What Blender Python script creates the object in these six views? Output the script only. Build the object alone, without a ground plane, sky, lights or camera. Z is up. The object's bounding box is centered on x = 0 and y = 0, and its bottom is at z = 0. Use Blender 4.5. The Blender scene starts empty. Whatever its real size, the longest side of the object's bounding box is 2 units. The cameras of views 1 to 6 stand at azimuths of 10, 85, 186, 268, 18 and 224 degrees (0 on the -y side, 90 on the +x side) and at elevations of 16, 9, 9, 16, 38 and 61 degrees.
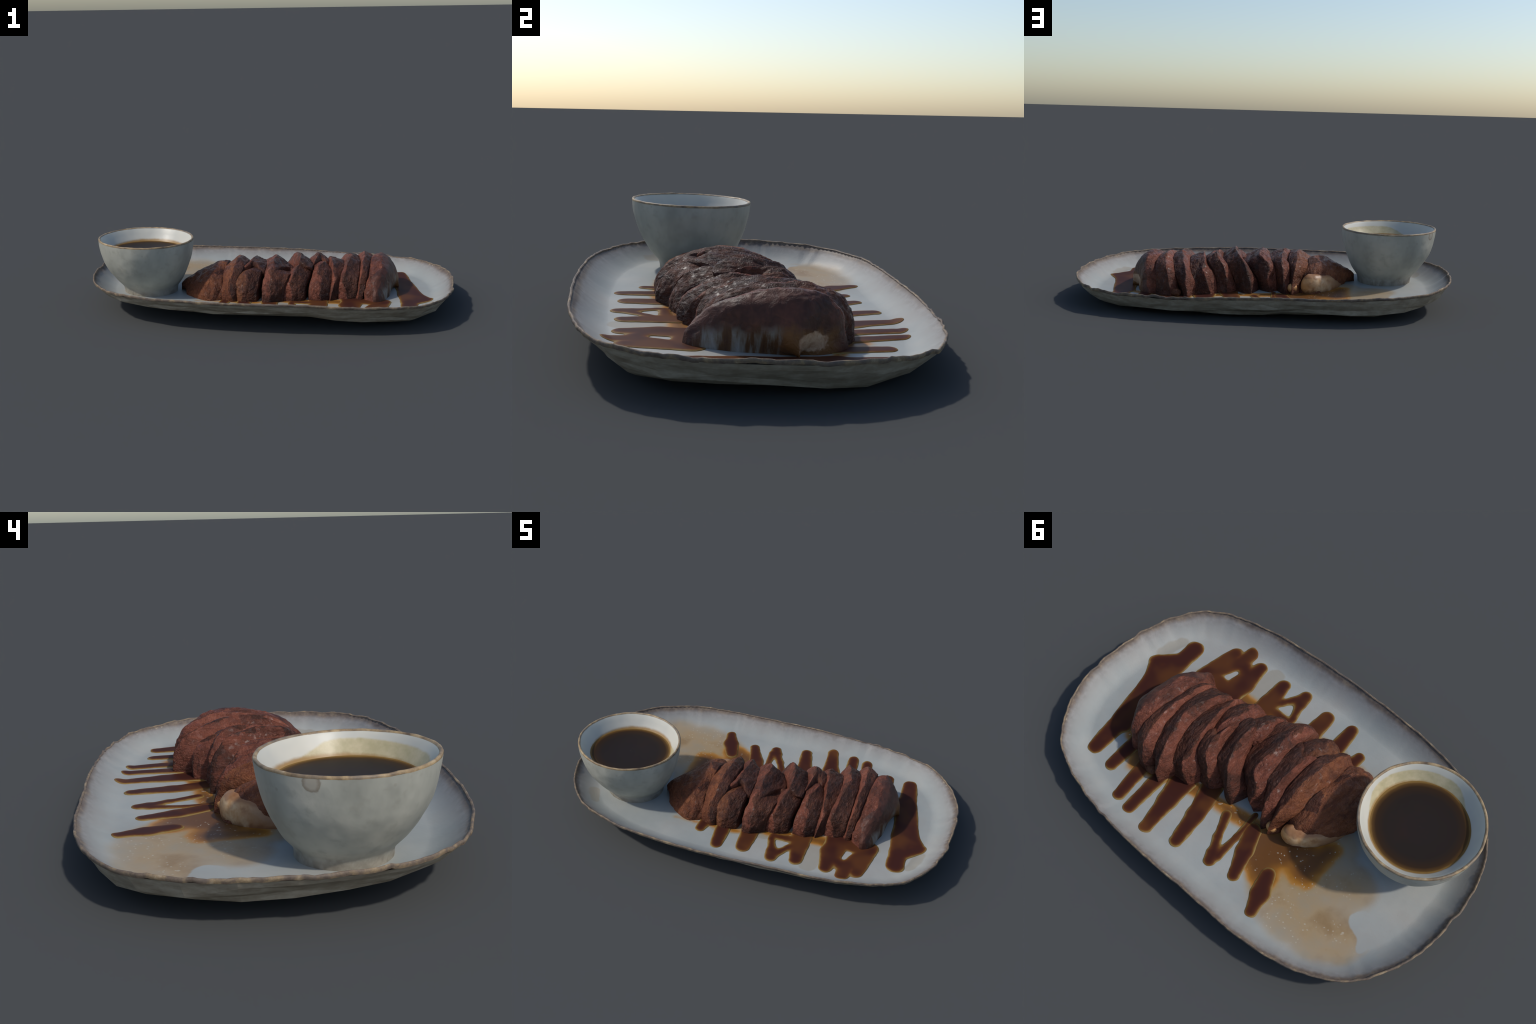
# Sliced roast meat with drizzled sauce on an oblong stoneware plate, with a sauce bowl.
import bpy, bmesh, math
import numpy as np

rng = np.random.default_rng(7)

# ------------------------------------------------------------------ helpers
def hash3(ix, iy, iz, seed):
    h = np.sin(ix * 127.1 + iy * 311.7 + iz * 74.7 + seed * 19.19) * 43758.5453
    return h - np.floor(h)

def noise3(p, scale, seed=0):
    """smooth value noise in -1..1 at points p (n,3)"""
    q = np.asarray(p, float) * scale
    i = np.floor(q); f = q - i; f = f * f * (3 - 2 * f)
    out = 0
    for dx in (0, 1):
        for dy in (0, 1):
            for dz in (0, 1):
                w = (f[..., 0] if dx else 1 - f[..., 0]) * (f[..., 1] if dy else 1 - f[..., 1]) * (f[..., 2] if dz else 1 - f[..., 2])
                out = out + w * hash3(i[..., 0] + dx, i[..., 1] + dy, i[..., 2] + dz, seed)
    return out * 2 - 1

def fbm(p, scale, seed=0, octaves=3):
    a, s, o = 1.0, 0.0, 0
    for k in range(octaves):
        o = o + a * noise3(p, scale * 2.03 ** k, seed + 11 * k); s += a; a *= 0.5
    return o / s

def smoothstep(a, b, x):
    t = np.clip((x - a) / (b - a), 0, 1)
    return t * t * (3 - 2 * t)

def curve1d(pts):
    """smooth interpolant (Catmull-Rom / Hermite) through (x, value) control points"""
    xs = np.array([p[0] for p in pts], float); ys = np.array([p[1] for p in pts], float)
    m = np.gradient(ys, xs)
    def f(x):
        x = np.clip(np.asarray(x, float), xs[0], xs[-1])
        i = np.clip(np.searchsorted(xs, x) - 1, 0, len(xs) - 2)
        h = xs[i + 1] - xs[i]; t = (x - xs[i]) / h
        return ((2*t**3 - 3*t**2 + 1) * ys[i] + (t**3 - 2*t**2 + t) * h * m[i] + (-2*t**3 + 3*t**2) * ys[i+1] + (t**3 - t**2) * h * m[i+1])
    return f

def periodic(vals):
    """periodic cubic through equally spaced values over a full turn (degrees)"""
    v = np.array(vals, float); n = len(v)
    def f(deg):
        x = np.asarray(deg, float) / 360.0 * n
        i = np.floor(x).astype(int); t = x - i
        a, b, c, d = v[(i-1) % n], v[i % n], v[(i+1) % n], v[(i+2) % n]
        return b + 0.5*t*(c - a + t*(2*a - 5*b + 4*c - d + t*(3*(b - c) + d - a)))
    return f

def new_object(name, verts, faces, mats, parent=None, smooth=True, face_mats=None, base=(0, 0, 0)):
    me = bpy.data.meshes.new(name)
    me.from_pydata([tuple(map(float, v)) for v in verts], [], [tuple(map(int, f)) for f in faces])
    for m in mats:
        me.materials.append(m)
    if face_mats is not None:
        me.polygons.foreach_set("material_index", np.asarray(face_mats, np.int32))
    me.polygons.foreach_set("use_smooth", np.full(len(me.polygons), smooth))
    me.update()
    o = bpy.data.objects.new(name, me)
    bpy.context.scene.collection.objects.link(o)
    if parent is not None:
        o.parent = parent
    o.location = (-base[0], -base[1], -base[2])
    return o

def new_thing(name, label, category, base):
    e = bpy.data.objects.new(name, None)
    e.empty_display_size = 0.05
    bpy.context.scene.collection.objects.link(e)
    e.location = base
    e["label"], e["category"] = label, category
    return e

def grid_faces(nu, nv, wrap_v=False, flip=False):
    """faces of an (nu x nv) vertex grid, row-major"""
    f = []
    for i in range(nu - 1):
        for j in range(nv if wrap_v else nv - 1):
            a, b = i * nv + j, i * nv + (j + 1) % nv
            c, d = b + nv, a + nv
            f.append((a, d, c, b) if flip else (a, b, c, d))
    return f

# ------------------------------------------------------------------ node helpers
class Mat:
    def __init__(self, name):
        self.m = bpy.data.materials.new(name); self.m.use_nodes = True
        self.nt = self.m.node_tree; self.bsdf = self.nt.nodes["Principled BSDF"]
        self.coord = self.nt.nodes.new("ShaderNodeTexCoord").outputs["Object"]
    def link(self, a, b):
        self.nt.links.new(a, b)
    def put(self, sock, v):
        if isinstance(v, bpy.types.NodeSocket):
            self.link(v, sock)
        elif isinstance(v, (tuple, list)) and len(v) == 3 and sock.type == "RGBA":
            sock.default_value = (*v, 1)
        else:
            sock.default_value = v
    def math(self, op, a, b=0.0, c=0.0, clamp=False):
        n = self.nt.nodes.new("ShaderNodeMath"); n.operation = op; n.use_clamp = clamp
        for s, v in zip(n.inputs, (a, b, c)):
            self.put(s, v)
        return n.outputs[0]
    def vmath(self, op, a, b=None, scale=None, out=0):
        n = self.nt.nodes.new("ShaderNodeVectorMath"); n.operation = op
        self.put(n.inputs[0], a)
        if b is not None: self.put(n.inputs[1], b)
        if scale is not None: self.put(n.inputs["Scale"], scale)
        return n.outputs["Value" if out else "Vector"]
    def mapping(self, scale=(1, 1, 1), rot=(0, 0, 0), loc=(0, 0, 0), src=None):
        n = self.nt.nodes.new("ShaderNodeMapping")
        n.inputs["Scale"].default_value, n.inputs["Rotation"].default_value, n.inputs["Location"].default_value = scale, rot, loc
        self.link(src or self.coord, n.inputs["Vector"])
        return n.outputs[0]
    def noise(self, scale, detail=3, rough=0.55, src=None, dist=0.0):
        n = self.nt.nodes.new("ShaderNodeTexNoise")
        n.inputs["Scale"].default_value, n.inputs["Detail"].default_value, n.inputs["Roughness"].default_value, n.inputs["Distortion"].default_value = scale, detail, rough, dist
        self.link(src or self.coord, n.inputs["Vector"])
        return n.outputs["Fac"]
    def voronoi(self, scale, src=None, feature="F1"):
        n = self.nt.nodes.new("ShaderNodeTexVoronoi"); n.feature = feature
        n.inputs["Scale"].default_value = scale
        self.link(src or self.coord, n.inputs["Vector"])
        return n.outputs["Distance"]
    def ramp(self, fac, stops, interp="LINEAR"):
        n = self.nt.nodes.new("ShaderNodeValToRGB"); r = n.color_ramp; r.interpolation = interp
        while len(r.elements) < len(stops): r.elements.new(0.5)
        for e, (p, c) in zip(r.elements, stops):
            e.position = p; e.color = (*c, 1) if len(c) == 3 else c
        self.put(n.inputs[0], fac)
        return n.outputs[0]
    def step(self, x, lo, hi, to_lo=0.0, to_hi=1.0):
        n = self.nt.nodes.new("ShaderNodeMapRange"); n.interpolation_type = "SMOOTHSTEP"
        self.put(n.inputs["Value"], x)
        n.inputs["From Min"].default_value, n.inputs["From Max"].default_value = (lo, hi) if lo < hi else (hi, lo)
        a, b = (to_lo, to_hi) if lo < hi else (to_hi, to_lo)
        n.inputs["To Min"].default_value, n.inputs["To Max"].default_value = a, b
        return n.outputs[0]
    def mix(self, fac, a, b, blend="MIX"):
        n = self.nt.nodes.new("ShaderNodeMix"); n.data_type = "RGBA"; n.blend_type = blend
        self.put(n.inputs["Factor"], fac); self.put(n.inputs["A"], a); self.put(n.inputs["B"], b)
        return [o for o in n.outputs if o.type == "RGBA"][0]
    def bump(self, h, strength=0.3, dist=0.01):
        n = self.nt.nodes.new("ShaderNodeBump")
        n.inputs["Strength"].default_value, n.inputs["Distance"].default_value = strength, dist
        self.link(h, n.inputs["Height"])
        self.link(n.outputs[0], self.bsdf.inputs["Normal"])
    def xyz(self, src=None):
        n = self.nt.nodes.new("ShaderNodeSeparateXYZ"); self.link(src or self.coord, n.inputs[0])
        return n.outputs
    def finish(self, color, rough=0.5, spec=0.5, coat=0.0, coat_rough=0.2, sss=0.0):
        b = self.bsdf
        self.put(b.inputs["Base Color"], color); self.put(b.inputs["Roughness"], rough)
        b.inputs["Specular IOR Level"].default_value = spec
        b.inputs["Coat Weight"].default_value, b.inputs["Coat Roughness"].default_value = coat, coat_rough
        if sss:
            b.inputs["Subsurface Weight"].default_value = sss
            b.inputs["Subsurface Radius"].default_value = (0.02, 0.008, 0.005)
        return self.m
    def capsules(self, caps, k=0.015, wobble=0.0, wscale=14.0):
        """signed distance, in plan, to a smooth union of tapered capsules (ax, ay, bx, by, r0, r1)"""
        p = self.vmath("MULTIPLY", self.coord, (1, 1, 0))
        d = None
        for ax, ay, bx, by, r0, r1 in caps:
            ab = np.array([bx - ax, by - ay, 0.0]); L2 = float(ab @ ab) + 1e-9
            q = self.vmath("SUBTRACT", p, (ax, ay, 0))
            t = self.math("MULTIPLY", self.vmath("DOT_PRODUCT", q, tuple(ab), out=1), 1 / L2, clamp=True)
            foot = self.vmath("SCALE", tuple(ab), scale=t)
            l = self.vmath("LENGTH", self.vmath("SUBTRACT", q, foot), out=1)
            e = self.math("SUBTRACT", l, self.math("MULTIPLY_ADD", t, r1 - r0, r0))
            d = e if d is None else self.math("SMOOTH_MIN", d, e, k)
        if wobble:
            d = self.math("MULTIPLY_ADD", self.math("SUBTRACT", self.noise(wscale, 2), 0.5), wobble, d)
        return d

# ------------------------------------------------------------------ plate shape
# rim line measured every 15 degrees about the centre: x, y, z
RIM = [(0.996, .023, .135), (.959, .293, .125), (.799, .513, .115), (.533, .605, .111), (.297, .625, .115), (.106, .625, .122),
       (-.062, .615, .127), (-.229, .608, .129), (-.419, .597, .132), (-.640, .552, .137), (-.860, .429, .146), (-.980, .211, .157),
       (-1.004, -.039, .164), (-.964, -.286, .167), (-.821, -.491, .168), (-.590, -.591, .169), (-.373, -.623, .171), (-.189, -.629, .171),
       (-.024, -.626, .171), (.140, -.617, .172), (.324, -.602, .170), (.554, -.570, .162), (.810, -.467, .151), (.961, -.245, .142)]
rim_x, rim_y, rim_z = (periodic([p[k] for p in RIM]) for k in range(3))
NT = 480
DEG = np.arange(NT) * 360.0 / NT
RIMP = np.stack([rim_x(DEG), rim_y(DEG), rim_z(DEG)], -1)
nrm = np.roll(RIMP, -1, 0)[:, :2] - np.roll(RIMP, 1, 0)[:, :2]
RIMN = np.stack([nrm[:, 1], -nrm[:, 0]], -1); RIMN /= np.linalg.norm(RIMN, axis=1)[:, None]   # outward
# the hand-made edge: small nicks, rougher round the right-hand end
ragged = 0.35 + 0.9 * np.exp(-(((DEG - 40 + 180) % 360 - 180) / 38.0) ** 2) + 0.5 * np.exp(-(((DEG - 180 + 180) % 360 - 180) / 45.0) ** 2) + 0.6 * np.exp(-(((DEG - 340 + 180) % 360 - 180) / 25.0) ** 2)
RIMP[:, :2] += RIMN * (-.0032 + .011 * np.exp(-((DEG - 335) / 10.0) ** 2) + .004 * np.exp(-(((DEG + 180) % 360 - 180) / 20.0) ** 2))[:, None]
RIMP[:, :2] += RIMN * (ragged * 0.0085 * fbm(RIMP, 22, 3, 3))[:, None]
RIMP[:, 2] += ragged * 0.009 * fbm(RIMP, 26, 9, 3) + 0.003 * noise3(RIMP, 5, 4)

def floor_plane(x, y):
    sag = .012 * np.exp(-((y - .20) / .20) ** 2 - ((x - .12) / .62) ** 4)
    sag = sag + .006 * np.exp(-((x + .22) / .22) ** 2 - ((y - .27) / .16) ** 2)
    return 0.069 - 0.012 * x - 0.032 * y - sag

def plate_z(x, y):
    """height of the plate's upper surface"""
    x = np.asarray(x, float); y = np.asarray(y, float)
    sh = x.shape; P = np.stack([x.ravel(), y.ravel()], -1)
    dist = np.empty(len(P)); zr = np.empty(len(P)); R = RIMP[::2]
    for s in range(0, len(P), 4000):
        D = np.hypot(P[s:s+4000, None, 0] - R[None, :, 0], P[s:s+4000, None, 1] - R[None, :, 1])
        j = D.argmin(1); dist[s:s+4000] = D[np.arange(len(j)), j]
        w = np.exp(-(D - dist[s:s+4000, None]) / 0.02); zr[s:s+4000] = (w * R[None, :, 2]).sum(1) / w.sum(1)
    u = np.clip(1 - dist / 0.125, 0, 1)
    fl = floor_plane(P[:, 0], P[:, 1])
    z = fl + (zr - fl) * u ** 1.6 + 0.002 * noise3(np.c_[P, P[:, 0] * 0], 4, 5)
    return z.reshape(sh)

def shape_caps(P, caps, k):
    d = None
    for ax, ay, bx, by, r0, r1 in caps:
        ab = np.array([bx - ax, by - ay]); q = P - np.array([ax, ay])
        t = np.clip(q @ ab / (ab @ ab + 1e-9), 0, 1)
        e = np.linalg.norm(q - t[..., None] * ab, axis=-1) - (r0 + (r1 - r0) * t)
        if d is None: d = e
        else:
            h = np.maximum(k - np.abs(d - e), 0) / k
            d = np.minimum(d, e) - h * h * h * k / 6
    return d

# ------------------------------------------------------------------ sauce drizzle layout (plan)
# each streak: from its tip to its root under the meat, with tip and root half-widths
SAUCE = [
    # pool beyond the end slice
    [(0.702, 0.402, 0.727, 0.200, 0.039, 0.053), (0.727, 0.200, 0.770, -0.030, 0.055, 0.070), (0.770, -0.030, 0.855, -0.100, 0.070, 0.033), (0.770, -0.070, 0.763, -0.170, 0.068, 0.046),
     (0.763, -0.170, 0.768, -0.275, 0.044, 0.048), (0.845, -0.115, 0.775, -0.175, 0.035, 0.046), (0.690, 0.240, 0.730, 0.100, 0.035, 0.035)],
    # right front streaks joined in one pool
    [(0.606, -0.395, 0.622, -0.200, 0.036, 0.046), (0.545, -0.445, 0.555, -0.360, 0.035, 0.035), (0.555, -0.360, 0.615, -0.230, 0.035, 0.042), (0.458, -0.420, 0.455, -0.300, 0.033, 0.055), (0.455, -0.300, 0.470, -0.170, 0.057, 0.062),
     (0.535, -0.372, 0.600, -0.345, 0.035, 0.035), (0.485, -0.350, 0.545, -0.385, 0.035, 0.033), (0.610, -0.225, 0.460, -0.195, 0.044, 0.062)],
    [(.308, -.422, .285, -.25, .034, .052), (.190, -.450, .182, -.405, .031, .032), (.178, -.400, .150, -.320, .022, .016), (.150, -.320, .148, -.25, .016, .018), (.150, -.295, .26, -.285, .020, .026), (.200, -.420, .248, -.350, .024, .018), (.248, -.350, .30, -.30, .018, .036)],
    [(0.038, -0.432, 0.032, -0.300, 0.037, 0.046)],
    [(-0.089, -0.462, -0.103, -0.340, 0.031, 0.039)],
    [(-0.208, -0.382, -0.203, -0.310, 0.026, 0.033)],
    # back streaks
    [(-0.370, 0.465, -0.342, 0.385, 0.028, 0.042), (-0.342, 0.385, -0.305, 0.300, 0.042, 0.035)],
    [(-0.203, 0.404, -0.155, 0.290, 0.028, 0.039), (-0.155, 0.290, -0.115, 0.200, 0.039, 0.039)],
    [(-.082, .428, -.070, .395, .028, .032), (-.070, .395, -.026, .325, .026, .019), (-.026, .325, .024, .225, .019, .022), (-.090, .390, -.084, .27, .022, .015), (-.084, .27, -.070, .14, .015, .014)],
    [(0.088, 0.466, 0.120, 0.320, 0.030, 0.042), (0.120, 0.320, 0.165, 0.180, 0.042, 0.052)],
    [(0.231, 0.512, 0.262, 0.360, 0.031, 0.044), (0.262, 0.360, 0.285, 0.240, 0.046, 0.062)],
    [(0.355, 0.502, 0.375, 0.300, 0.031, 0.036)],
    [(0.438, 0.490, 0.470, 0.300, 0.031, 0.037)],
    [(0.578, 0.414, 0.590, 0.240, 0.032, 0.039)],
]
K_SAUCE = 0.022

# ------------------------------------------------------------------ materials
def glaze_base(M, warm=0.5):
    n1, n2, n3 = M.noise(3.2, 4), M.noise(11, 3), M.noise(260, 1)
    c = M.ramp(n1, [(0.3, (.272, .292, .278)), (0.52, (.328, .340, .318)), (0.72, (.375, .365, .328))])
    c = M.mix(M.step(n2, .5, .72, 0, .35), c, (.32, .315, .285))
    c = M.mix(M.step(M.noise(2.2, 5, .65), .46, .66, 0, .55), c, (.315, .295, .265))
    c = M.mix(M.step(n3, .60, .78, 0, .30), c, (.26, .26, .235))
    return c

def plate_material():
    M = Mat("stoneware_glaze")
    c = glaze_base(M)
    o = M.xyz(); x, y, z = o[0], o[1], o[2]
    grain = M.noise(34, 4, .6); blot = M.noise(7, 3)
    # tan meat juice round the bowl and back left, with a bare patch of glaze left in it
    tan = M.capsules([(-.62, .36, -.50, .36, .10, .12), (-.72, .27, -.60, .30, .09, .12), (-.45, .30, -.30, .24, .15, .10), (-.60, .10, -.50, .15, .10, .12), (-.74, .34, -.66, .40, .06, .05), (-.45, -.02, -.45, .05, .06, .08), (-.35, .39, -.28, .32, .05, .06)], .08, .05, 9)
    bare = M.capsules([(-.80, .20, -.73, .185, .045, .05), (-.84, .03, -.77, .06, .06, .04), (-.80, .27, -.80, .20, .02, .04)], .03, .03, 12)
    tm = M.math("MULTIPLY", M.step(tan, .030, -.022), M.step(bare, -.004, .006))
    tancol = M.ramp(M.noise(8, 4), [(.3, (.26, .160, .065)), (.5, (.34, .235, .118)), (.72, (.30, .235, .145))])
    c = M.mix(M.math("MULTIPLY", tm, M.step(tan, .01, -.10, .62, .92)), c, tancol)
    # faint juice between the front streaks and at the left wall
    faint = M.capsules([(.375, -.43, .375, -.28, .045, .04), (.87, -.15, .84, -.26, .03, .025), (-.83, -.33, -.79, -.40, .03, .02), (-.14, -.34, .10, -.30, .03, .04)], .02, .05, 10)
    c = M.mix(M.step(faint, .006, -.006, 0, .55), c, (.27, .235, .175))
    # amber juice run out from under the slices
    amber = M.capsules([(-.36, .12, -.22, .22, .07, .12), (-.20, .26, -.31, .33, .085, .07), (-.42, .05, -.40, .18, .06, .085), (-.10, .18, .16, .22, .05, .035), (.16, .22, .50, .33, .045, .04), (.5, .32, .66, .24, .04, .03), (-.36, -.35, .0, -.33, .012, .02), (0, -.30, .2, -.26, .025, .035), (.2, -.27, .62, -.20, .04, .05)], .05, .05, 10)
    ambcol = M.ramp(M.step(amber, .012, -.065), [(0, (.31, .23, .09)), (.18, (.39, .165, .014)), (.55, (.22, .086, .008)), (1, (.12, .044, .006))])
    c = M.mix(M.step(amber, .015, -.022, 0, .97), c, ambcol)
    # fat droplets floating in the juice
    drops = M.math("MULTIPLY", M.step(M.voronoi(58, src=M.vmath("ADD", M.coord, M.vmath("SCALE", (1, 1, 0), scale=M.math("MULTIPLY", M.noise(20, 2), .03)))), .24, .12), M.step(M.noise(9, 2), .47, .60))
    pool = M.math("MAXIMUM", tm, M.step(amber, .01, -.03))
    c = M.mix(M.math("MULTIPLY", M.math("MULTIPLY", drops, pool), .75), c, (.44, .39, .30))
    # bare brown clay along the rim, feathered into the glaze
    h = M.math("ADD", z, M.math("MULTIPLY_ADD", x, .012, M.math("MULTIPLY_ADD", y, .032, -.069)))
    streak = M.math("ADD", M.math("MULTIPLY", blot, .022), M.math("MULTIPLY", grain, .012))
    hr = M.math("ADD", h, M.math("SUBTRACT", streak, .017))
    c = M.mix(M.step(hr, .004, .030, 0, .40), c, (.245, .240, .225))  # wall glaze greyed toward the rim: soft shading painted into the colour
    c = M.mix(M.step(hr, .022, .060, 0, .85), c, M.ramp(grain, [(.35, (.185, .165, .150)), (.65, (.265, .25, .235))]))
    rimcol = M.ramp(grain, [(.3, (.085, .062, .050)), (.5, (.135, .10, .077)), (.7, (.22, .165, .11))])
    c = M.mix(M.step(hr, .051, .067, 0, .92), c, rimcol)
    M.bump(M.math("ADD", M.math("MULTIPLY", grain, .5), M.noise(120, 2)), .12, .004)
    rough = M.math("SUBTRACT", .55, M.math("MULTIPLY", pool, .12))
    return M.finish(c, rough, .28)

def clay_material():
    M = Mat("bare_clay")
    g = M.noise(14, 4, .6, src=M.mapping((1, 1, 3)))
    f = M.noise(60, 3)
    c = M.ramp(g, [(.3, (.25, .205, .15)), (.5, (.34, .295, .225)), (.68, (.43, .38, .30))])
    c = M.mix(M.step(f, .5, .7, 0, .25), c, (.24, .19, .13))
    M.bump(g, .1, .006)
    return M.finish(c, .8, .2)

def lip_material():
    M = Mat("plate_lip")
    g = M.noise(30, 4, .65); b = M.noise(6, 2)
    c = M.ramp(g, [(.3, (.09, .066, .052)), (.48, (.15, .112, .082)), (.62, (.25, .18, .105)), (.75, (.36, .29, .20))])
    c = M.mix(M.step(b, .5, .65, 0, .5), c, (.11, .092, .082))
    M.bump(g, .3, .006)
    return M.finish(c, .65, .3)

def bowl_outer_material():
    M = Mat("bowl_glaze")
    o = M.xyz(); z = o[2]
    n1 = M.noise(6, 4, src=M.mapping((1, 1, .55))); n2 = M.noise(22, 4, .6); n3 = M.noise(240, 1)
    c = M.ramp(n1, [(.3, (.28, .278, .238)), (.5, (.39, .382, .325)), (.70, (.49, .465, .39))])
    c = M.mix(M.step(n2, .50, .72, 0, .40), c, (.27, .26, .215))
    c = M.mix(M.step(M.voronoi(13), .09, .03, 0, .35), c, (.22, .20, .16))
    c = M.mix(M.step(n3, .62, .8, 0, .25), c, (.33, .32, .28))
    # grime and bare clay at the foot ring
    foot = M.math("ADD", z, M.math("MULTIPLY", n2, .05))
    c = M.mix(M.step(foot, .165, .118, 0, .75), c, M.ramp(n2, [(.35, (.17, .145, .11)), (.6, (.31, .27, .21))]))
    dirt = M.math("MULTIPLY", M.step(M.math("ADD", z, M.math("MULTIPLY", n1, .10)), .185, .125), M.step(M.noise(11, 4, .65, src=M.mapping((1, 1, .5))), .50, .62))
    c = M.mix(M.math("MULTIPLY", dirt, .75), c, (.125, .095, .062))
    chip = M.vmath("LENGTH", M.vmath("MULTIPLY", M.vmath("SUBTRACT", M.coord, (-.896, -.080, .364)), (1, 1, .9)), out=1)
    chip = M.math("MULTIPLY_ADD", M.math("SUBTRACT", n2, .5), .03, chip)
    c = M.mix(M.math("MULTIPLY", M.step(chip, .026, .021), .8), c, M.ramp(M.step(chip, .010, .024), [(0, (.40, .35, .28)), (1, (.22, .17, .12))]))
    M.bump(M.math("ADD", n2, M.math("MULTIPLY", n1, 2.0)), .15, .006)
    return M.finish(c, .5, .35)

def bowl_inner_material(cx, cy):
    M = Mat("bowl_glaze_inside")
    o = M.xyz(); z = o[2]
    n1 = M.noise(5, 3); n2 = M.noise(24, 4, .6)
    c = M.ramp(n1, [(.3, (.47, .46, .405)), (.6, (.56, .53, .445)), (.75, (.61, .565, .46))])
    # tide mark of sauce: higher on the far side, plus an amber line at the liquid
    side = M.step(M.math("ADD", M.math("MULTIPLY", M.math("SUBTRACT", o[0], cx), .72), M.math("MULTIPLY", M.math("SUBTRACT", o[1], cy), -.70)), .02, .19)
    level = M.math("MULTIPLY_ADD", side, .046, .316)
    rel = M.math("SUBTRACT", M.math("MULTIPLY_ADD", n2, .012, z), M.math("ADD", level, .006))
    c = M.mix(M.step(rel, .004, -.004, 0, .75), c, M.ramp(n2, [(.35, (.38, .31, .13)), (.65, (.52, .42, .22))]))
    rel2 = M.math("SUBTRACT", M.math("MULTIPLY_ADD", n2, .010, z), .3265)
    c = M.mix(M.step(rel2, .006, -.006, 0, .9), c, (.30, .17, .05))
    M.bump(n2, .1, .004)
    return M.finish(c, .4, .4)

def bowl_lip_material():
    M = Mat("bowl_lip")
    g = M.noise(26, 4, .6); b = M.noise(7, 2)
    c = M.ramp(g, [(.3, (.12, .085, .055)), (.46, (.24, .165, .09)), (.6, (.38, .27, .14)), (.75, (.46, .37, .26))])
    c = M.mix(M.step(b, .48, .62, 0, .55), c, (.15, .13, .11))
    M.bump(g, .2, .004)
    return M.finish(c, .5, .4)

def broth_material(cx, cy, r):
    M = Mat("dark_sauce")
    q = M.vmath("MULTIPLY", M.vmath("SUBTRACT", M.coord, (cx, cy, 0)), (1, 1, 0))
    d = M.math("MULTIPLY_ADD", M.noise(9, 3), .010, M.vmath("LENGTH", q, out=1))
    c = M.ramp(M.math("DIVIDE", d, r), [(.0, (.019, .013, .011)), (.72, (.018, .012, .009)), (.90, (.030, .015, .006)), (.97, (.085, .042, .010)), (1.0, (.19, .11, .03))])
    c = M.mix(M.step(M.noise(5, 3), .5, .7, 0, .4), c, (.030, .014, .010))
    return M.finish(c, .5, .15)

def drizzle_material(caps):
    M = Mat("sauce_glaze")
    d = M.capsules(caps, K_SAUCE)
    d = M.math("MULTIPLY_ADD", M.math("SUBTRACT", M.noise(26, 3), .5), .012, d)
    c = M.ramp(M.step(d, 0.0, -.030), [(0, (.23, .155, .055)), (.10, (.150, .066, .015)), (.28, (.088, .029, .011)), (.6, (.062, .0185, .010)), (1, (.048, .0145, .010))])
    thin = M.step(M.noise(4.5, 2), .50, .68, 0, .55)
    c = M.mix(thin, c, (.125, .046, .013))
    return M.finish(c, .55, .08)

def meat_material(name, stops, spots, fibre=(1, .35, 1), gloss=.42, charred=.72):
    M = Mat(name)
    info = M.nt.nodes.new("ShaderNodeObjectInfo").outputs["Random"]
    src = M.vmath("ADD", M.mapping(fibre), M.vmath("SCALE", (3.1, 5.7, 2.3), scale=info))
    big = M.noise(7, 4, .6, src=src); mid = M.noise(34, 6, .7, src=src, dist=.8); fine = M.noise(120, 3, .6)
    fac = M.math("ADD", M.math("MULTIPLY", big, .45), M.math("MULTIPLY", mid, .55))
    c = M.ramp(fac, stops)
    c = M.mix(M.step(fine, .52, .72, 0, .45), c, spots[0])
    c = M.mix(M.step(M.noise(13, 3, src=src), .56, .70, 0, .6), c, spots[1])
    char = M.math("MULTIPLY", M.step(M.noise(8.5, 5, .65, dist=.5), .47, .66), charred)
    c = M.mix(char, c, (.042, .016, .010))
    fleck = M.math("MULTIPLY", M.step(M.voronoi(62, src=src), .20, .10), M.step(M.noise(16, 2, src=src), .50, .60))  # pale dots painted where wet meat sparkles in the sun
    c = M.mix(M.math("MULTIPLY", fleck, .35), c, spots[0])
    h = M.math("ADD", M.math("MULTIPLY", mid, 1.0), M.math("MULTIPLY", M.noise(85, 3, .6, src=src), .55))
    M.bump(M.math("ADD", h, M.math("MULTIPLY", M.noise(170, 2), .35)), .8, .016)
    M.link(M.math("MULTIPLY", M.step(M.noise(55, 3), .50, .66), .22), M.bsdf.inputs["Coat Weight"])
    return M.finish(c, M.step(M.noise(38, 3), .38, .62, gloss - .08, gloss + .3), .22, coat_rough=.34)

def fat_material():
    M = Mat("soft_fat")
    n = M.noise(16, 4, .6); f = M.noise(60, 3)
    c = M.ramp(n, [(.30, (.24, .11, .045)), (.42, (.42, .24, .11)), (.56, (.54, .37, .21)), (.74, (.62, .48, .32))])
    c = M.mix(M.step(f, .55, .75, 0, .30), c, (.44, .26, .13))
    x = M.xyz()[0]
    z = M.math("MULTIPLY_ADD", M.math("SUBTRACT", n, .5), .06, M.xyz()[2])
    c = M.mix(M.step(x, -.29, -.225, 0, .8), c, (.58, .27, .085))
    c = M.mix(M.step(z, .128, .140, 0, .7), c, (.22, .085, .032))
    c = M.mix(M.step(z, .080, .062, 0, .85), c, (.14, .060, .025))
    c = M.mix(M.step(x, -.33, -.40, 0, .8), c, (.24, .11, .05))
    M.bump(n, .3, .01)
    return M.finish(c, .42, .35)

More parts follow.
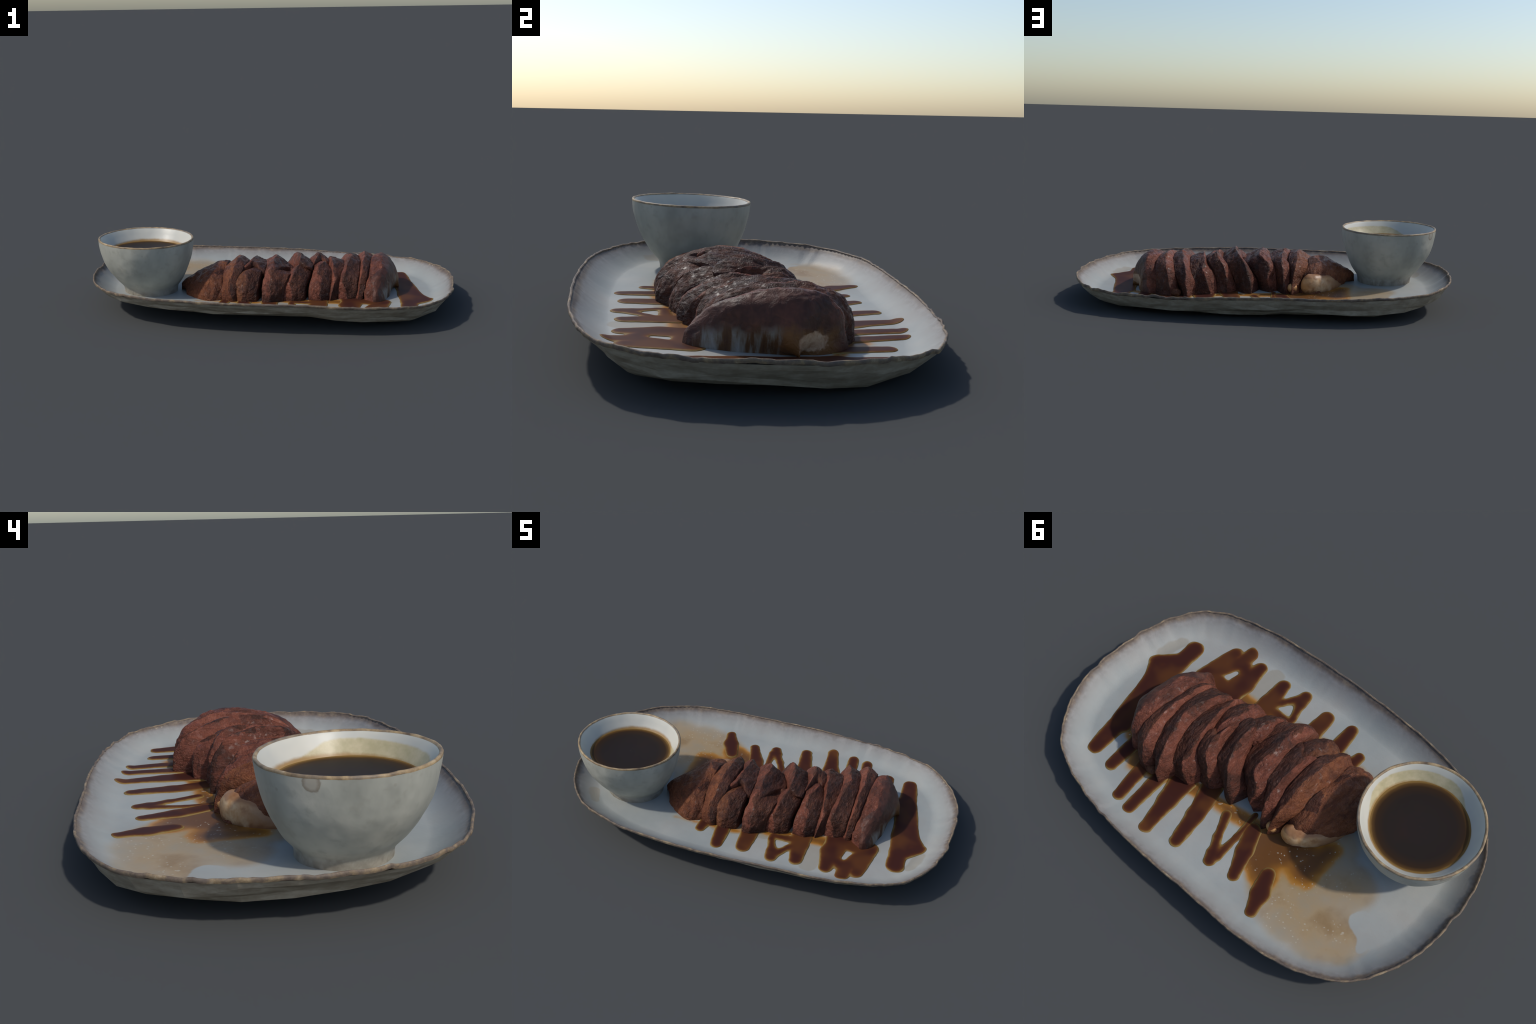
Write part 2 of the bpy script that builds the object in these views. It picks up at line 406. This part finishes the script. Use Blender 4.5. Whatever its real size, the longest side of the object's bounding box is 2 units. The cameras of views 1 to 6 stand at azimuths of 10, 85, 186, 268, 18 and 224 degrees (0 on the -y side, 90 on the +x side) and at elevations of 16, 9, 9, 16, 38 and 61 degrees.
M_PLATE, M_CLAY, M_LIP = plate_material(), clay_material(), lip_material()
M_CRUST = meat_material("seared_crust", [(.30, (.020, .008, .006)), (.44, (.046, .016, .009)), (.56, (.088, .028, .014)), (.70, (.155, .055, .028))],
                        [(.16, .066, .040), (.020, .009, .007)])
M_CUT = meat_material("pink_cut_face", [(.29, (.050, .017, .010)), (.43, (.115, .034, .019)), (.56, (.190, .058, .033)), (.71, (.30, .112, .066))],
                      [(.29, .125, .085), (.060, .020, .012)])
M_CARAMEL = meat_material("caramel_face", [(.30, (.050, .019, .012)), (.45, (.105, .036, .017)), (.58, (.175, .063, .026)), (.74, (.28, .12, .055))],
                          [(.25, .105, .05), (.055, .021, .014)])
M_GOLD = meat_material("golden_seared_end", [(.30, (.062, .020, .011)), (.45, (.130, .040, .018)), (.58, (.205, .069, .028)), (.74, (.32, .14, .065))],
                       [(.30, .13, .055), (.070, .024, .013)], charred=.50)
M_FAT = fat_material()

def end_face_material():
    """crust whose foot is smeared with thin sauce, pale juice and a patch of fat"""
    M = Mat("smeared_end_face")
    o = M.xyz(); x, y, z = o
    src = M.mapping((1, 1, .8))
    big = M.noise(7, 4, .6, src=src); mid = M.noise(30, 5, .65, dist=.6)
    c = M.ramp(M.math("ADD", M.math("MULTIPLY", big, .5), M.math("MULTIPLY", mid, .5)), [(.30, (.026, .012, .010)), (.46, (.060, .023, .015)), (.60, (.105, .038, .023)), (.74, (.16, .068, .040))])
    run = M.noise(1.0, 4, .6, src=M.mapping((6, 24, 5), rot=(.5, 0, 0)))
    wave = M.math("MULTIPLY_ADD", M.noise(9, 3), .10, M.math("MULTIPLY_ADD", run, .08, -.09))
    zz = M.math("ADD", z, wave)
    inx = M.step(M.math("ADD", x, M.math("MULTIPLY", run, .03)), .620, .650)
    low = M.math("MULTIPLY", M.step(zz, .150, .110), inx)
    smear = M.ramp(run, [(.30, (.050, .020, .011)), (.46, (.095, .046, .020)), (.54, (.17, .145, .115)), (.66, (.24, .235, .22)), (.8, (.12, .06, .025))])
    left = M.step(M.math("ADD", y, M.math("MULTIPLY", mid, .05)), .115, .07)
    c = M.mix(M.math("MULTIPLY", low, left), c, smear)
    right = M.math("SUBTRACT", 1.0, left)
    c = M.mix(M.math("MULTIPLY", M.math("MULTIPLY", low, right), .8), c, (.17, .075, .022))
    fat = M.vmath("LENGTH", M.vmath("MULTIPLY", M.vmath("SUBTRACT", M.coord, (.69, .165, .088)), (.5, 1, 1.5)), out=1)
    fat = M.math("MULTIPLY_ADD", M.math("SUBTRACT", M.noise(22, 4), .5), .07, fat)
    c = M.mix(M.step(fat, .056, .044), c, M.ramp(mid, [(.35, (.28, .16, .09)), (.6, (.42, .29, .19))]))
    M.bump(M.math("ADD", mid, M.math("MULTIPLY", run, .5)), .45, .012)
    return M.finish(c, .5, .25)
M_END = end_face_material()

# ------------------------------------------------------------------ PLATE
plate = new_thing("plate", "oblong grey glazed stoneware plate with brown rim", "plate", (0, 0, 0))

def build_plate():
    # upper surface: rings shrinking from the rim towards the middle
    ts = np.concatenate([np.linspace(1, .80, 34)[1:], np.linspace(.80, .05, 26)[1:]])
    rings = []
    for t in ts:
        xy = RIMP[:, :2] * t
        rings.append(np.c_[xy, plate_z(xy[:, 0], xy[:, 1])])
    lip_in = np.c_[RIMP[:, :2] - RIMN * .006, RIMP[:, 2] - .003]
    V = [lip_in] + rings
    verts = np.vstack(V + [[[0, 0, float(plate_z(np.array([0.]), np.array([0.]))[0])]]])
    F = grid_faces(len(V), NT, True)
    last = (len(V) - 1) * NT
    F += [(last + j, last + (j + 1) % NT, len(verts) - 1) for j in range(NT)]
    new_object("glazed_surface", verts, F, [M_PLATE], plate)
    # lip: rounded edge, rough clay
    prof = [(-.006, -.003), (-.003, -.0005), (.0, .0), (.0022, -.003), (.0026, -.008), (.000, -.014)]
    V = [np.c_[RIMP[:, :2] + RIMN * a, RIMP[:, 2] + b] for a, b in prof]
    for k, v in enumerate(V[2:], 2):
        v[:, :2] += RIMN * (.0018 * fbm(v, 24, 21 + k, 2))[:, None]
        v[:, 2] += .0012 * fbm(v, 30, 31, 2)
    new_object("rim", np.vstack(V), grid_faces(len(V), NT, True, True), [M_LIP], plate)
    edge = V[-1]
    # underside: hand-cut facets, knots every few degrees joined by straight lines
    def knots(n, amp, seed):
        r = np.random.default_rng(seed).uniform(-1, 1, n) * amp
        pos = DEG / 360 * n
        i = np.floor(pos).astype(int); t = pos - i
        return r[i % n] * (1 - t) + r[(i + 1) % n] * t
    def below(x, y):
        return .043 - .017 * x - .040 * y + .010 * np.exp(-((x + .30) / .35) ** 2 - ((y + .45) / .25) ** 2)
    rows = [edge]
    inner = RIMP[:, :2]
    dips = ((.80, .24, .12, .024), (.50, -.44, .16, .020), (.76, -.32, .13, .014), (-.62, .43, .15, .015), (.30, .44, .12, .006))
    for k, v in enumerate((.10, .24, .42, .62, .82, 1.0, 1.30, 1.9, 2.8)):
        d = .150 * v + (knots(20, .013, 50 + k) if v >= .24 else 0)
        xy = inner - RIMN * d[:, None] if np.ndim(d) else inner - RIMN * d
        zb = below(xy[:, 0], xy[:, 1]) + knots(17, .009, 5)
        if v > 1:
            z = zb + .008 + .004 * (v - 1)
        else:
            top = edge[:, 2]
            z = top - (top - zb) * (1 - (1 - v) ** (2.25 + .5 * np.exp(-((DEG - 130) / 45.0) ** 2)))
        z = z + (knots(20, .007, 70 + k) if .2 < v else 0)
        lump = sum(a * np.exp(-((xy[:, 0] - cx) ** 2 + (xy[:, 1] - cy) ** 2) / w ** 2) for cx, cy, w, a in dips)
        z = z - lump * (1 if v > .5 else v)
        if v > .4:
            z = np.minimum(z, plate_z(xy[:, 0], xy[:, 1]) - .008)      # never thinner than the floor allows
        rows.append(np.c_[xy, np.maximum(z, 0.0)])
    NU = 40
    rows = [r[::NT // NU] for r in rows]
    verts = np.vstack(rows)
    cen = [[0, 0, .05]]
    verts = np.vstack([verts, cen])
    F = []
    for a, b, c, d in grid_faces(len(rows), NU, True, True):
        F += [(a, b, c), (a, c, d)] if (a + b) % 3 else [(a, b, d), (b, c, d)]
    last = (len(rows) - 1) * NU
    F += [(last + (j + 1) % NU, last + j, len(verts) - 1) for j in range(NU)]
    k = int(verts[:, 2].argmin()); verts[k, 2] = 0.0
    o = new_object("underside", verts, F, [M_CLAY], plate, smooth=False)
build_plate()

def build_sauce():
    step = .0045
    for caps in SAUCE:
        c = np.array(caps)
        x0, x1 = min(c[:, 0].min(), c[:, 2].min()) - .09, max(c[:, 0].max(), c[:, 2].max()) + .09
        y0, y1 = min(c[:, 1].min(), c[:, 3].min()) - .09, max(c[:, 1].max(), c[:, 3].max()) + .09
        xs, ys = np.arange(x0, x1, step), np.arange(y0, y1, step)
        X, Y = np.meshgrid(xs, ys, indexing="ij")
        P = np.stack([X, Y], -1)
        wob = .0026 * noise3(np.stack([X, Y, 0 * X], -1), 17, 77) + .0014 * noise3(np.stack([X, Y, 0 * X], -1), 50, 78)
        D = shape_caps(P, caps, K_SAUCE) + wob
        verts, key, faces = [], {}, []
        def vert(k, x, y, d):
            if k not in key:
                key[k] = len(verts); verts.append((x, y, d))
            return key[k]
        ni, nj = D.shape
        ins = D < 0
        for i in range(ni - 1):
            for j in range(nj - 1):
                if not (ins[i, j] or ins[i+1, j] or ins[i, j+1] or ins[i+1, j+1]): continue
                cell = [(i, j), (i+1, j), (i+1, j+1), (i, j+1)]
                poly = []
                for a in range(4):
                    p, q = cell[a], cell[(a + 1) % 4]
                    if ins[p]: poly.append(vert(p, X[p], Y[p], D[p]))
                    if ins[p] != ins[q]:
                        t = D[p] / (D[p] - D[q])
                        k = (p, q) if p < q else (q, p)
                        poly.append(vert(k, X[p] + t * (X[q] - X[p]), Y[p] + t * (Y[q] - Y[p]), 0.0))
                if len(poly) >= 3: faces.append(poly)
        A = np.array(verts)
        base = plate_z(A[:, 0], A[:, 1])
        h = .0007 + .0036 * np.sqrt(np.clip(1 - (1 - np.clip(-A[:, 2] / .022, 0, 1)) ** 2, 0, 1))
        top = np.c_[A[:, 0], A[:, 1], base + h]
        bot = np.c_[A[:, 0], A[:, 1], base - .002]
        n = len(A)
        allf = [tuple(f) for f in faces] + [tuple(n + v for v in reversed(f)) for f in faces]
        edges = {}
        for f in faces:
            for a, b in zip(f, f[1:] + f[:1]):
                if (b, a) in edges: edges.pop((b, a))
                else: edges[(a, b)] = 1
        allf += [(b, a, a + n, b + n) for a, b in edges]
        new_object("sauce_streak", np.vstack([top, bot]), allf, [drizzle_material(caps)], plate)
build_sauce()

MB = (.10, -.01, .066)

def blob(name, pts, radii, mat, parent, seed=0, n=40, m=28, squash=1.0, base=None):
    """a soft sausage along a spine"""
    pts = np.array(pts, float); t = np.linspace(0, len(pts) - 1, n)
    f = [curve1d(list(enumerate(pts[:, k]))) for k in range(3)]; fr = curve1d(list(enumerate(radii)))
    S = np.stack([g(t) for g in f], -1); T = np.gradient(S, axis=0); T /= np.linalg.norm(T, axis=1)[:, None]
    e = t / (len(pts) - 1)
    r = fr(t) * np.sqrt(np.clip(1 - np.clip(np.abs(2 * e - 1) - .55, 0, 1) ** 2 / .45 ** 2, 0.0004, 1))
    up = np.array([0, 0, 1.0]); A = np.cross(T, up); A /= np.linalg.norm(A, axis=1)[:, None]; Bn = np.cross(A, T)
    a = np.arange(m) * 2 * np.pi / m
    V = S[:, None] + r[:, None, None] * (np.cos(a)[None, :, None] * A[:, None] + squash * np.sin(a)[None, :, None] * Bn[:, None])
    d = V - S[:, None]; d /= np.linalg.norm(d, axis=-1, keepdims=True) + 1e-6
    V = V + d * (.006 * fbm(V, 22, seed, 3) + .002 * fbm(V, 60, seed + 3, 2))[..., None]
    F = grid_faces(n, m, True) + [tuple(range(m))[::-1], tuple((n - 1) * m + k for k in range(m))]
    return new_object(name, V.reshape(-1, 3), F, [mat], parent, base=base or MB)

# ------------------------------------------------------------------ BOWL
BC = np.array([-.670, -.204]); BBASE = (-.667, -.202, float(floor_plane(-.667, -.202)))
bowl = new_thing("sauce_bowl", "small handmade stoneware bowl of dark sauce", "bowl", BBASE)

def lathe(profile, n=220, tilt=True, seed=1, lump=.0025, close=False):
    ang = np.arange(n) * 2 * np.pi / n
    rows = []
    for r, z in profile:
        r_ = r * (1 + .004 * np.cos(2 * ang + .6) + .005 * np.cos(3 * ang + 1.2))
        p = np.stack([r_ * np.cos(ang), r_ * np.sin(ang), np.full(n, z)], -1)
        rows.append(p)
    V = np.vstack(rows)
    if lump:
        rad = V[:, :2] / (np.linalg.norm(V[:, :2], axis=1)[:, None] + 1e-6)
        V[:, :2] += rad * (lump * fbm(V, 9, seed, 3))[:, None]
    # the foot sits a little off axis, and the whole bowl follows the plate's tilt
    off = smoothstep(.26, .10, V[:, 2])[:, None] if V[:, 2].min() < .26 else 0
    V[:, :2] += np.array([.016, .004]) * off
    V[:, 2] += -.010 * V[:, 0] - .030 * V[:, 1]
    V[:, :2] += BC
    return V, len(rows), n

M_BOWL = bowl_outer_material()

def build_bowl():
    outer = curve1d([(.060, .143), (.085, .145), (.105, .147), (.118, .151), (.130, .160), (.150, .177), (.190, .203), (.25, .2325), (.32, .2525), (.365, .2590), (.378, .2600)])
    zs = np.linspace(.055, .378, 60)
    prof = [(float(outer(z)) , z) for z in zs]
    V, nr, n = lathe(prof, seed=3, lump=.005)
    # carved facets on the side away from the meat
    new_object("outer_wall", V, grid_faces(nr, n, True), [M_BOWL], bowl, base=BBASE)
    lip = [(.2600, .378), (.2600, .3825), (.2580, .3858), (.2545, .3868), (.2510, .3855), (.2480, .3810)]
    V, nr, n = lathe(lip, seed=3, lump=.005)
    k = V[:, 2] > .36
    V[:, 2] += .0016 * fbm(V, 30, 8, 2)
    new_object("rim", V, grid_faces(nr, n, True), [bowl_lip_material()], bowl, base=BBASE)
    inner = [(.2480, .3810), (.2410, .372), (.2320, .356), (.2210, .340), (.2090, .324), (.2000, .312), (.185, .295), (.15, .25), (.08, .21), (.01, .20)]
    V, nr, n = lathe(inner, seed=3, lump=.003)
    new_object("inner_wall", V, grid_faces(nr, n, True), [bowl_inner_material(*BC)], bowl, base=BBASE)
    rs = np.linspace(.2055, .002, 24)
    V, nr, n = lathe([(r, .3150 + .002 * smoothstep(.19, .205, r)) for r in rs], seed=3, lump=.002)
    new_object("dark_sauce", V, grid_faces(nr, n, True), [broth_material(*BC, .205)], bowl, base=BBASE)
build_bowl()

# ------------------------------------------------------------------ MEAT
MB = (.10, -.01, .066)
meat = new_thing("sliced_meat", "row of overlapping slices of seared pink roast meat", "sliced meat", MB)

# the whole joint as an arch: top height, crest line and where it meets the plate, along x
top_z = curve1d([(-.54, .140), (-.50, .145), (-.46, .154), (-.44, .160), (-.38, .184), (-.30, .222), (-.25, .236), (-.20, .246), (-.08, .260), (0, .256), (.17, .258), (.25, .250), (.33, .238), (.43, .245), (.52, .258), (.60, .250), (.66, .228), (.72, .18)])
crest_y = curve1d([(-.50, -.17), (-.46, -.15), (-.30, -.09), (-.10, -.05), (.10, -.02), (.30, .05), (.50, .11), (.70, .12)])
front_y = curve1d([(-.50, -.24), (-.46, -.28), (-.38, -.315), (-.30, -.34), (-.20, -.34), (-.09, -.355), (.03, -.335), (.10, -.298), (.20, -.278), (.30, -.258), (.40, -.21), (.48, -.195), (.55, -.215), (.65, -.21), (.73, -.12)])
back_y = curve1d([(-.50, -.11), (-.435, -.055), (-.38, .045), (-.30, .135), (-.25, .15), (-.19, .165), (-.13, .165), (-.07, .13), (0, .155), (.06, .19), (.18, .20), (.26, .255), (.32, .295), (.36, .335), (.42, .32), (.48, .33), (.54, .31), (.60, .28), (.66, .22), (.73, .13)])

# valleys between slices: x at the front foot, over the top, at the back foot
CUTS = {"end_left": (-.445, -.495, -.435), "ji": (-.228, -.250, -.205), "ih": (-.148, -.135, -.155), "hg": (-.020, -.025, -.085), "gf": (.090, .120, .010),
        "fe": (.212, .226, .130), "ed": (.342, .310, .225), "dc": (.386, .396, .330), "cb": (.482, .482, .420), "ba": (.520, .548, .530), "end_right": (.655, .700, .655)}

def slice_mesh(lo, hi, ridge, a0=0.0, a1=math.pi, seed=0, back_left=0.0, back_right=0.0, depth=.165, lift=0.0, rise=0.0, bound=.9, tilt=0.0, shift=(0, 0), left_end=False, right_end=False, nphi=150, nw=54):
    lo, hi = CUTS[lo], CUTS[hi]
    wcore = np.linspace(0, 1, nw)
    w = np.concatenate([[-3, -2, -1], wcore, [11, 12, 13]])       # side walls go on inward, under the neighbours
    phi = np.linspace(a0 - .0, a1, nphi)
    PH, W = np.meshgrid(phi, w, indexing="ij")
    c = -np.cos(PH)
    def cut(q):
        f, m, b = q
        return m + (b - f) / 2 * c + ((f + b) / 2 - m) * c * c
    Wc = np.clip(W, 0, 1)
    # cuts wander a little over the top
    wander = .007 * noise3(np.stack([PH * 1.0, W * 0, W * 0 + seed], -1), 1.7, 40)
    X = cut(lo) + (cut(hi) - cut(lo)) * Wc + wander + shift[0]
    rr = ridge - .05 + .17 * noise3(np.stack([PH, PH * 0, PH * 0 + seed * 3.3], -1), 2.1, 41)
    rr = np.clip(rr, .14, .86)
    uL, uR = Wc / rr, (1 - Wc) / (1 - rr)
    u = np.clip(np.minimum(uL, uR), 0, 1)
    side = np.abs(np.cos(PH))
    hump = .78 * u + .22 * (1 - (1 - u) ** 2.2)
    side = np.abs(np.cos(PH))
    dep = depth * np.where(c < 0, 1 - .58 * side ** 2, 1 + .1 * side ** 2) * (1 + .5 * noise3(np.stack([PH, W * 0 + seed, W * 0], -1), 1.9, 45))
    dep = dep + np.where(Wc < rr, back_left, back_right) * smoothstep(-.60, -.10, c)
    if left_end:
        ul = np.clip(Wc / .75, 0, 1)
        full = .62 + .38 * (1 - (1 - ul) ** 2.4) ** (1 / 1.7)
        k = np.where(Wc < rr, full, 1 - dep * (1 - hump))
    else:
        k = 1 - dep * (1 - hump)
    if right_end:
        uu = np.clip((1 - Wc) / (1 - rr), 0, 1)
        end = .42 + .58 * (1 - (1 - uu) ** 2.2) ** (1 / 1.6)
        k = np.where(Wc > rr, end, k)
    ext = np.where(W < 0, -W, np.where(W > 1, W - 10, 0))
    k = k * (1 - np.where((W < 0) & left_end | (W > 1) & right_end, .33, .176) * ext)
    X = X + np.where(W < 0, (0 if left_end else -.007) * ext, np.where(W > 1, (0 if right_end else .007) * ext, 0))
    # free ends of broken slices round over
    slant = tilt * (Wc - .5) + .16 * noise3(np.stack([Wc * 2.2 + seed, PH * 0, PH * 0], -1), 1.0, 48)
    if a0 > 0.01: k = k * (1 - .30 * (1 - np.clip((PH - a0 - .12 - slant) / .22, 0, 1)) ** 2.2)
    if a1 < math.pi - .01: k = k * (1 - .26 * (1 - np.clip((a1 - PH - slant) / .50, 0, 1)) ** 2.0)
    k = k + lift + (.035 * noise3(np.stack([PH, W * 0 + seed * 1.7, W * 0], -1), 1.4, 46) + rise) * (1 - np.clip(ext, 0, 1))
    yt, yf, yb, zt = crest_y(X) + shift[1], front_y(X) + shift[1], back_y(X) + shift[1], top_z(X)
    fl = floor_plane(X, yt)
    cs, sn = np.cos(PH), np.abs(np.sin(PH))
    ay = np.where(cs > 0, yt - yf, yb - yt)
    slope = np.maximum(smoothstep(.15, .62, X), 1.1 * smoothstep(-.06, -.26, X))
    ey = np.where(cs > 0, .92 + .08 * slope, .80); ez = np.where(cs > 0, .80 + .25 * slope, .72)
    Y = yt - np.sign(cs) * ay * np.abs(cs) ** ey * k
    Zh = (zt - fl) * sn ** ez * k
    Z = floor_plane(X, Y) - .006 + Zh + .006 * sn
    V = np.stack([X, Y, Z], -1)
    # flesh relief: lumps, fibres running along the slice, and small pits
    fade = smoothstep(0, .25, sn)
    q = np.stack([X * 1.0, Y * .35, Z * .6], -1)
    lumps = .014 * fbm(V, 9, 60 + seed, 2) + .0065 * fbm(q, 42, 80 + seed, 3) + .0028 * fbm(V, 75, 99 + seed, 2)
    cen = np.stack([X, yt, fl], -1)
    rad = V - cen; rad[..., 0] = 0
    rad /= np.linalg.norm(rad, axis=-1, keepdims=True) + 1e-6
    V = V + rad * (lumps * (.35 + .65 * fade))[..., None]
    V[..., 0] += .005 * fbm(V, 16, 120 + seed, 2)
    nW = len(w)
    F, FM = [], []
    noiseb = .26 * fbm(V, 17, 200 + seed, 4)
    for i in range(nphi - 1):
        for j in range(nW - 1):
            F.append((i * nW + j, i * nW + j + 1, (i + 1) * nW + j + 1, (i + 1) * nW + j))
            wm = (w[j] + w[j+1]) / 2
            wm = 0 if wm < 0 else (1 if wm > 1 else wm)
            FM.append(0 if wm + noiseb[i, j] > rr[i, j] * bound else 1)
    return V.reshape(-1, 3), F, FM

def add_slice(lo, hi, ridge, mats=None, **kw):
    V, F, FM = slice_mesh(lo, hi, ridge, **kw)
    o = new_object("slice", V, F, mats or [M_CRUST, M_CUT], meat, face_mats=FM, base=MB)
    bm = bmesh.new(); bm.from_mesh(o.data)
    bmesh.ops.holes_fill(bm, edges=[e for e in bm.edges if e.is_boundary], sides=0)
    bmesh.ops.recalc_face_normals(bm, faces=bm.faces)
    bm.to_mesh(o.data); bm.free()
    return o

PI = math.pi
s_end = add_slice("ba", "end_right", .40, seed=1, right_end=True, mats=[M_END, M_CUT])
add_slice("cb", "ba", .42, seed=2, depth=.10, rise=-.02)
add_slice("dc", "cb", .40, seed=3, rise=.01)
add_slice("ed", "dc", .36, seed=4, rise=-.025)
add_slice("fe", "ed", .36, seed=5, a0=1.22, rise=.01, tilt=.30, back_left=.07)
add_slice("fe", "ed", .46, seed=15, a1=1.62, lift=-.05, shift=(.012, -.008), tilt=.2)
add_slice("gf", "fe", .36, seed=6, a0=1.02, rise=.02, tilt=-.35, back_left=.18, back_right=.08)
add_slice("gf", "fe", .40, seed=16, a1=1.45, lift=-.06, shift=(-.004, -.014), tilt=-.3)
add_slice("hg", "gf", .40, seed=7, a0=.78, rise=-.005, tilt=.35, back_right=.17)
add_slice("hg", "gf", .34, seed=17, a1=1.30, lift=-.01, depth=.10, shift=(.012, 0), tilt=.3)
add_slice("ih", "hg", .42, seed=8, a0=.88, tilt=-.25)
add_slice("ih", "hg", .48, seed=18, a1=1.34, lift=-.02, depth=.11, shift=(-.014, 0), mats=[M_CRUST, M_CARAMEL], tilt=-.2)
s_fat = add_slice("ji", "ih", .66, seed=9, rise=-.01, bound=1.15, mats=[M_CRUST, M_GOLD])
s_last = add_slice("end_left", "ji", .80, seed=10, left_end=True, depth=.16, bound=1.25, mats=[M_CRUST, M_GOLD])

blob("fat_rind", [(-.213, .100, .098), (-.25, .108, .096), (-.30, .080, .092), (-.355, .020, .086), (-.42, -.062, .076)], [.030, .043, .044, .038, .016], M_FAT, s_last, 5, squash=1.4, base=(0, 0, 0))
blob("fat_rind", [(-.145, .130, .078), (-.17, .138, .082), (-.195, .130, .082)], [.014, .021, .014], M_FAT, s_fat, 8, squash=1.2, base=(0, 0, 0))
blob("meat_scrap", [(.395, .300, .060), (.425, .306, .066), (.452, .300, .060)], [.018, .024, .018], M_CARAMEL, meat, 21, squash=.9)
bpy.context.view_layer.update()
